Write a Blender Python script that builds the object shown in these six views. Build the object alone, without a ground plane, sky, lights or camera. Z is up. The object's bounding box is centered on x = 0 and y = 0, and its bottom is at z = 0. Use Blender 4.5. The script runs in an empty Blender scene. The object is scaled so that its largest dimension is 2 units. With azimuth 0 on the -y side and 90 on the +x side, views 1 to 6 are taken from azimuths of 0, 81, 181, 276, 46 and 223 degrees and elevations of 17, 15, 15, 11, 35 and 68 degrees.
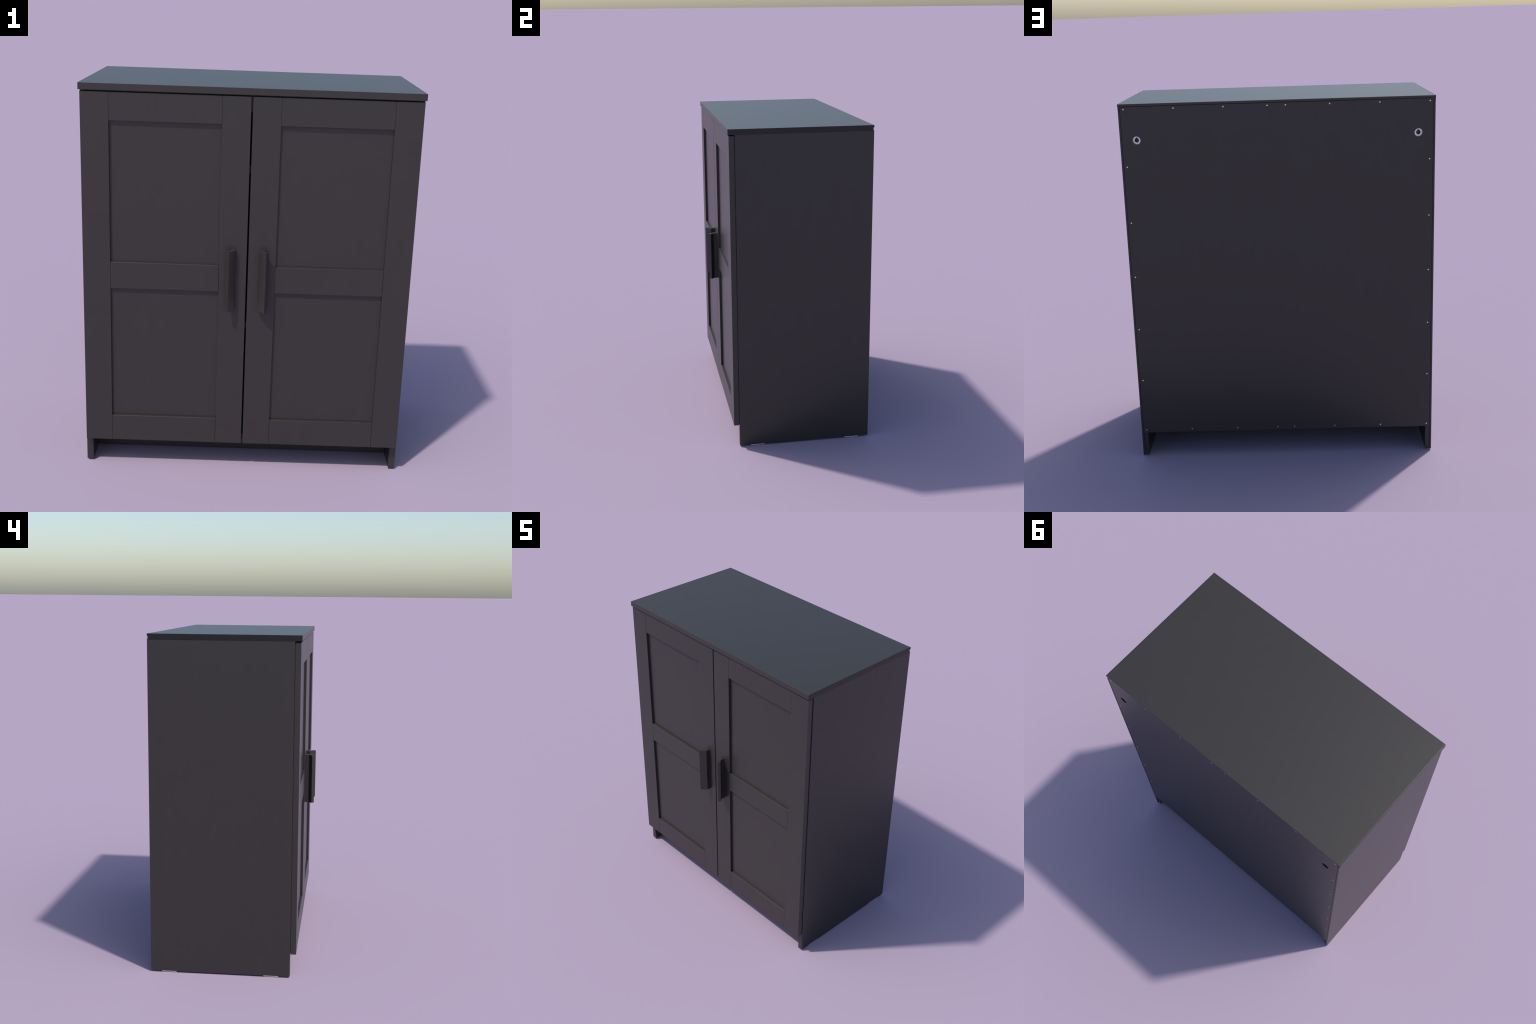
import bpy, bmesh, math
from mathutils import Vector

# ------------------------------------------------------------------ materials
def coated_board(name, base, roughness=0.42, specular=0.5, grain=0.03):
    """Foil-covered dark board: nearly even colour, faint mottling, satin gloss."""
    m = bpy.data.materials.new(name)
    m.use_nodes = True
    nt = m.node_tree
    b = nt.nodes["Principled BSDF"]
    tc = nt.nodes.new("ShaderNodeTexCoord")
    mp = nt.nodes.new("ShaderNodeMapping")
    mp.inputs["Scale"].default_value = (6.0, 6.0, 2.0)
    nz = nt.nodes.new("ShaderNodeTexNoise")
    nz.inputs["Scale"].default_value = 3.0
    nz.inputs["Detail"].default_value = 4.0
    ramp = nt.nodes.new("ShaderNodeValToRGB")
    lo, hi = 1.0 - grain, 1.0 + grain
    ramp.color_ramp.elements[0].position = 0.3
    ramp.color_ramp.elements[1].position = 0.7
    ramp.color_ramp.elements[0].color = (base[0] * lo, base[1] * lo, base[2] * lo, 1)
    ramp.color_ramp.elements[1].color = (base[0] * hi, base[1] * hi, base[2] * hi, 1)
    nt.links.new(tc.outputs["Object"], mp.inputs["Vector"])
    nt.links.new(mp.outputs["Vector"], nz.inputs["Vector"])
    nt.links.new(nz.outputs["Fac"], ramp.inputs["Fac"])
    nt.links.new(ramp.outputs["Color"], b.inputs["Base Color"])
    b.inputs["Roughness"].default_value = roughness
    b.inputs["Specular IOR Level"].default_value = specular
    return m

def plain(name, base, roughness, metallic=0.0):
    m = bpy.data.materials.new(name)
    m.use_nodes = True
    nt = m.node_tree
    b = nt.nodes["Principled BSDF"]
    tc = nt.nodes.new("ShaderNodeTexCoord")
    nz = nt.nodes.new("ShaderNodeTexNoise")
    nz.inputs["Scale"].default_value = 60.0
    rmp = nt.nodes.new("ShaderNodeMapRange")
    rmp.inputs["To Min"].default_value = roughness * 0.9
    rmp.inputs["To Max"].default_value = roughness * 1.1
    nt.links.new(tc.outputs["Object"], nz.inputs["Vector"])
    nt.links.new(nz.outputs["Fac"], rmp.inputs["Value"])
    nt.links.new(rmp.outputs["Result"], b.inputs["Roughness"])
    b.inputs["Base Color"].default_value = (*base, 1)
    b.inputs["Metallic"].default_value = metallic
    return m

WOOD = coated_board("dark_brown_foil", (0.0300, 0.0255, 0.0232), 0.365)
EDGE = coated_board("black_edge_band", (0.0035, 0.0030, 0.0028), 0.30)
STEEL = plain("zinc_plated_steel", (0.70, 0.70, 0.71), 0.20, 1.0)
PLASTIC = plain("white_plastic", (0.75, 0.75, 0.75), 0.45)

# ------------------------------------------------------------------ helpers
ROOT = bpy.data.objects.new("cabinet", None)
ROOT.empty_display_size = 0.2
bpy.context.collection.objects.link(ROOT)
ROOT["label"] = "tall dark brown two door cabinet with framed doors"
ROOT["category"] = "cabinet"

def add(name, mesh, parent, at):
    """Link an object so that its world position is `at` (parents are unrotated)."""
    o = bpy.data.objects.new(name, mesh)
    bpy.context.collection.objects.link(o)
    place(o, parent, at)
    return o

def world_of(o):
    p = Vector((0, 0, 0))
    while o is not None:
        p += o.location
        o = o.parent
    return p

def place(o, parent, at):
    o.parent = parent
    o.location = Vector(at) - world_of(parent)

def again(src, parent, at):
    o = src.copy()
    bpy.context.collection.objects.link(o)
    place(o, parent, at)
    return o

def round_edges(bm, width, segments=2, angle=30):
    if width <= 0:
        return
    edges = [e for e in bm.edges if len(e.link_faces) == 2
             and e.calc_face_angle(0) > math.radians(angle)]
    bmesh.ops.bevel(bm, geom=edges, offset=width, segments=segments, profile=0.5,
                    affect='EDGES', clamp_overlap=True)

def finish(bm, name, mat, flat_angle=35):
    bmesh.ops.recalc_face_normals(bm, faces=bm.faces)
    me = bpy.data.meshes.new(name)
    bm.to_mesh(me)
    bm.free()
    me.materials.append(mat)
    for p in me.polygons:
        p.use_smooth = True
    me.set_sharp_from_angle(angle=math.radians(flat_angle))
    return me

def keep_flats_flat(me):
    """Each vertex takes the normal of its largest face, so only the rounded edges shade round."""
    best = [(0.0, None)] * len(me.vertices)
    for p in me.polygons:
        for v in p.vertices:
            if p.area > best[v][0]:
                best[v] = (p.area, p.normal.copy())
    me.normals_split_custom_set_from_vertices([n for _, n in best])
    return me

def box_mesh(name, sx, sy, sz, mat, bevel):
    bm = bmesh.new()
    bmesh.ops.create_cube(bm, size=1.0)
    bmesh.ops.scale(bm, verts=bm.verts, vec=(sx, sy, sz))
    round_edges(bm, bevel)
    me = finish(bm, name, mat, 80 if bevel > 0 else 35)
    return keep_flats_flat(me) if bevel > 0 else me

def board(name, x, y, z, parent, mat=None, bevel=0.002):
    """A rectangular board given by its three extents (pairs)."""
    size = [b - a for a, b in (x, y, z)]
    mid = [(a + b) / 2 for a, b in (x, y, z)]
    return add(name, box_mesh(name, *size, mat or WOOD, bevel), parent, mid)

def extrusion_mesh(name, outline, axis, lo, hi, mat, bevel):
    """Extrude a 2D outline along 'x' (outline = y,z) or 'z' (outline = x,y)."""
    bm = bmesh.new()
    def pt(a, b, t):
        return (t, a, b) if axis == 'x' else (a, b, t)
    lower = [bm.verts.new(pt(a, b, lo)) for a, b in outline]
    upper = [bm.verts.new(pt(a, b, hi)) for a, b in outline]
    n = len(outline)
    bm.faces.new(lower)
    bm.faces.new(list(reversed(upper)))
    for i in range(n):
        j = (i + 1) % n
        bm.faces.new((lower[i], lower[j], upper[j], upper[i]))
    bmesh.ops.recalc_face_normals(bm, faces=bm.faces)
    round_edges(bm, bevel)
    me = finish(bm, name, mat, 80 if bevel > 0 else 35)
    return keep_flats_flat(me) if bevel > 0 else me

# ------------------------------------------------------------------ sizes (m)
TOP_X, SIDE_X, LIP_X, INNER_X = 0.8237, 0.8222, 0.8127, 0.7885
BACK_Y, REBATE_Y = 0.462, 0.4608          # rear edge of carcass / face of back panel
TOP_FRONT_Y, SIDE_FRONT_Y = -0.409, -0.3678
DOOR_FRONT_Y, DOOR_BACK_Y, INSET_Y = -0.4032, -0.370, -0.3885
HANDLE_Y = -0.4632
TOP_Z, TOP_UNDER_Z, SKIN_Z = 2.0, 1.9672, 1.9865
SIDE_LOW_Z = 0.0050
DOOR_LOW, DOOR_HIGH = 0.1425, 1.9597
BAND = 0.0035

# ------------------------------------------------------------------ top
top_outline = [(TOP_FRONT_Y, TOP_UNDER_Z), (TOP_FRONT_Y, TOP_Z), (BACK_Y, TOP_Z),
               (BACK_Y, SKIN_Z), (0.454, SKIN_Z), (0.454, TOP_UNDER_Z)]
me = extrusion_mesh("top_board", [(y, z - TOP_Z) for y, z in top_outline], 'x',
                    -(TOP_X - BAND), TOP_X - BAND, WOOD, 0.0018)
add("top_board", me, ROOT, (0, 0, TOP_Z))
band_outline = [(TOP_FRONT_Y, TOP_UNDER_Z), (TOP_FRONT_Y, TOP_Z), (BACK_Y, TOP_Z),
                (BACK_Y, SKIN_Z), (0.454, SKIN_Z), (0.454, TOP_UNDER_Z)]
me = extrusion_mesh("edge_band", [(y, z - TOP_Z) for y, z in band_outline], 'x',
                    -BAND / 2, BAND / 2, EDGE, 0.0014)
band = add("edge_band", me, ROOT, (-(TOP_X - BAND / 2), 0, TOP_Z))
again(band, ROOT, (TOP_X - BAND / 2, 0, TOP_Z))

# ------------------------------------------------------------------ sides
def side_outline(s):
    pts = [(INNER_X, SIDE_FRONT_Y), (SIDE_X, SIDE_FRONT_Y), (SIDE_X, BACK_Y),
           (LIP_X, BACK_Y), (LIP_X, 0.4542), (INNER_X, 0.4542)]
    mid = (INNER_X + SIDE_X) / 2
    return [((x - mid) * s, y) for x, y in pts], mid * s

for s in (-1, 1):
    pts, cx = side_outline(s)
    me = extrusion_mesh("side_panel", pts, 'z', 0.0, TOP_UNDER_Z + 0.0030 - SIDE_LOW_Z, WOOD, 0.0016)
    side = add("side_panel", me, ROOT, (cx, 0, SIDE_LOW_Z))
    for y in (-0.256, 0.3525):
        if s < 0 and y < 0:
            bm = bmesh.new()
            bmesh.ops.create_cube(bm, size=1.0)
            bmesh.ops.scale(bm, verts=bm.verts, vec=(0.0305, 0.0875, SIDE_LOW_Z))
            low = [e for e in bm.edges if all(v.co.z < 0 for v in e.verts)]
            bmesh.ops.bevel(bm, geom=low, offset=0.0022, segments=3, profile=0.5, affect='EDGES')
            glide_mesh = finish(bm, "floor_glide", PLASTIC)
        add("floor_glide", glide_mesh, side, (cx, y, SIDE_LOW_Z / 2))

# ------------------------------------------------------------------ inside
IN = INNER_X - 0.0005
for s in (-1, 1):   # strip that closes the joint behind each door's hinge edge
    board("hinge_strip", sorted((s * 0.7895, s * 0.8165)), (DOOR_BACK_Y + 0.0004, SIDE_FRONT_Y + 0.0015),
          (0.150, 1.955), ROOT, bevel=0.0)
board("bottom_board", (-IN, IN), (-0.3655, 0.4465), (0.1465, 0.179), ROOT, bevel=0.001)
board("plinth_board", (-IN, IN), (-0.212, -0.180), (0.0095, 0.145), ROOT, bevel=0.001)
board("top_crossrail", (-IN, IN), (-0.3655, -0.333), (1.883, 1.9665), ROOT, bevel=0.001)
board("hanging_crossrail", (-IN, IN), (0.405, 0.436), (1.74, 1.9665), ROOT, bevel=0.001)
shelf = board("shelf", (-IN, IN), (-0.350, 0.440), (1.5815, 1.6185), ROOT, bevel=0.001)
again(shelf, ROOT, (0, 0.045, 0.7915))

# ------------------------------------------------------------------ back panel with hanging holes
HOLE_R, HOLE_X, HOLE_Z = 0.0212, 0.7355, 1.8098
PX = LIP_X - 0.0015
panel = board("back_panel", (-PX, PX), (0.4550, REBATE_Y), (0.1455, SKIN_Z - 0.0016), ROOT, bevel=0.0)
for s in (-1, 1):
    bm = bmesh.new()
    bmesh.ops.create_cone(bm, cap_ends=True, segments=48, radius1=HOLE_R, radius2=HOLE_R, depth=0.05)
    bmesh.ops.rotate(bm, verts=bm.verts, matrix=__import__("mathutils").Matrix.Rotation(math.pi / 2, 3, 'X'))
    cm = bpy.data.meshes.new("cutter")
    bm.to_mesh(cm)
    bm.free()
    cutter = add("cutter", cm, ROOT, (s * HOLE_X, 0.45, HOLE_Z))
    mod = panel.modifiers.new("hole", 'BOOLEAN')
    mod.object = cutter
    mod.operation = 'DIFFERENCE'
    mod.solver = 'EXACT'
bpy.context.view_layer.update()
cut = bpy.data.meshes.new_from_object(panel.evaluated_get(bpy.context.evaluated_depsgraph_get()))
panel.modifiers.clear()
panel.data = cut
cut.set_sharp_from_angle(angle=math.radians(35))
for o in [o for o in bpy.data.objects if o.name.startswith("cutter")]:
    bpy.data.objects.remove(o, do_unlink=True)

def keyhole_radius(a, r=0.0115, slot_r=0.0055, slot_up=0.0098):
    """Distance from the centre to the outline of a round hole with a slot above it."""
    c = slot_up * math.sin(a)
    disc = slot_r ** 2 - (slot_up * math.cos(a)) ** 2
    return max(r, c + math.sqrt(disc)) if disc > 0 and c > 0 else r

def ring_mesh(name, outer, inner, depth, mat):
    """Ring lying in the xz plane, with an inner outline given as a function of angle."""
    n, bm, loops = 72, bmesh.new(), []
    for y in (-depth / 2, depth / 2):
        for f in (outer, inner):
            loops.append([bm.verts.new((f(2 * math.pi * i / n) * math.cos(2 * math.pi * i / n), y,
                                        f(2 * math.pi * i / n) * math.sin(2 * math.pi * i / n)))
                          for i in range(n)])
    o0, i0, o1, i1 = loops
    for a, b in ((o0, i0), (i0, i1), (i1, o1), (o1, o0)):
        for k in range(n):
            j = (k + 1) % n
            bm.faces.new((a[k], a[j], b[j], b[k]))
    return finish(bm, name, mat)

plate_mesh = ring_mesh("hanging_plate", lambda a: 0.0235, keyhole_radius, 0.002, STEEL)
sleeve_mesh = ring_mesh("plate_sleeve", lambda a: 0.0240, lambda a: HOLE_R + 0.0003, 0.0046, EDGE)
for s in (-1, 1):
    p = add("hanging_plate", plate_mesh, panel, (s * HOLE_X, 0.4490, HOLE_Z))
    add("plate_sleeve", sleeve_mesh, panel, (s * HOLE_X, 0.4526, HOLE_Z))

# nails: eight along top and bottom, five down each side
bm = bmesh.new()
bmesh.ops.create_cone(bm, cap_ends=True, segments=20, radius1=0.0040, radius2=0.0040, depth=0.0026)
bmesh.ops.rotate(bm, verts=bm.verts, matrix=__import__("mathutils").Matrix.Rotation(math.pi / 2, 3, 'X'))
round_edges(bm, 0.0005, 1, 60)
nail_mesh = finish(bm, "nail", STEEL)
NAIL_X, NAIL_HIGH, NAIL_LOW, NAIL_ROWS = 0.7940, 1.9724, 0.1620, 6
spots = [(s * x, z) for z in (NAIL_HIGH, NAIL_LOW) for x in (NAIL_X, 0.5345, 0.2757, 0.0474) for s in (-1, 1)]
spots += [(s * NAIL_X, NAIL_HIGH + (NAIL_LOW - NAIL_HIGH) * k / NAIL_ROWS)
          for k in range(1, NAIL_ROWS) for s in (-1, 1)]
for x, z in spots:
    add("nail", nail_mesh, panel, (x, REBATE_Y - 0.0003, z))

# ------------------------------------------------------------------ doors
DOOR_IN, DOOR_OUT = 0.0040, 0.8172
STILE_A, STILE_B = 0.1408, 0.6815          # inner edges of the two stiles
RAILS = ((DOOR_LOW, 0.2828), (0.984, 1.1212), (1.8245, DOOR_HIGH))

# handle: square root block turning outwards into a slanted finger grip
grip = [(0.0580, DOOR_FRONT_Y + 0.0006), (0.0580, -0.4270), (0.0592, -0.4305), (0.0912, HANDLE_Y),
        (0.1036, -0.4475), (0.0868, -0.4290), (0.0860, -0.4260), (0.0860, DOOR_FRONT_Y + 0.0006)]
HANDLE_LOW, HANDLE_HIGH = 0.8965, 1.2095

def handle_mesh(s):
    return extrusion_mesh("door_handle", [((x - 0.072) * s, y - DOOR_FRONT_Y) for x, y in grip], 'z',
                          0.0, HANDLE_HIGH - HANDLE_LOW, WOOD, 0.0012)

door_y = (DOOR_FRONT_Y + DOOR_BACK_Y) / 2
thick = DOOR_BACK_Y - DOOR_FRONT_Y
stile_in = box_mesh("door_stile", STILE_A - DOOR_IN, thick, DOOR_HIGH - DOOR_LOW, WOOD, 0.0018)
stile_out = box_mesh("door_stile", DOOR_OUT - STILE_B, thick, DOOR_HIGH - DOOR_LOW, WOOD, 0.0018)
rail_meshes = [box_mesh("door_rail", STILE_B - STILE_A - 0.0004, thick - 0.0004, b - a, WOOD, 0.0023)
               for a, b in RAILS]
leaf = box_mesh("door", STILE_B - STILE_A + 0.004, 0.0135, DOOR_HIGH - DOOR_LOW - 0.02, WOOD, 0.0)
mid_z = (DOOR_LOW + DOOR_HIGH) / 2
for s in (-1, 1):
    door = add("door", leaf, ROOT, (s * (STILE_A + STILE_B) / 2, INSET_Y + 0.00675, mid_z))
    add("door_stile", stile_in, door, (s * (STILE_A + DOOR_IN) / 2, door_y, mid_z))
    add("door_stile", stile_out, door, (s * (STILE_B + DOOR_OUT) / 2, door_y, mid_z))
    for me, (a, b) in zip(rail_meshes, RAILS):
        add("door_rail", me, door, (s * (STILE_A + STILE_B) / 2, door_y + 0.0002, (a + b) / 2))
    add("door_handle", handle_mesh(s), door, (s * 0.072, DOOR_FRONT_Y, HANDLE_LOW))
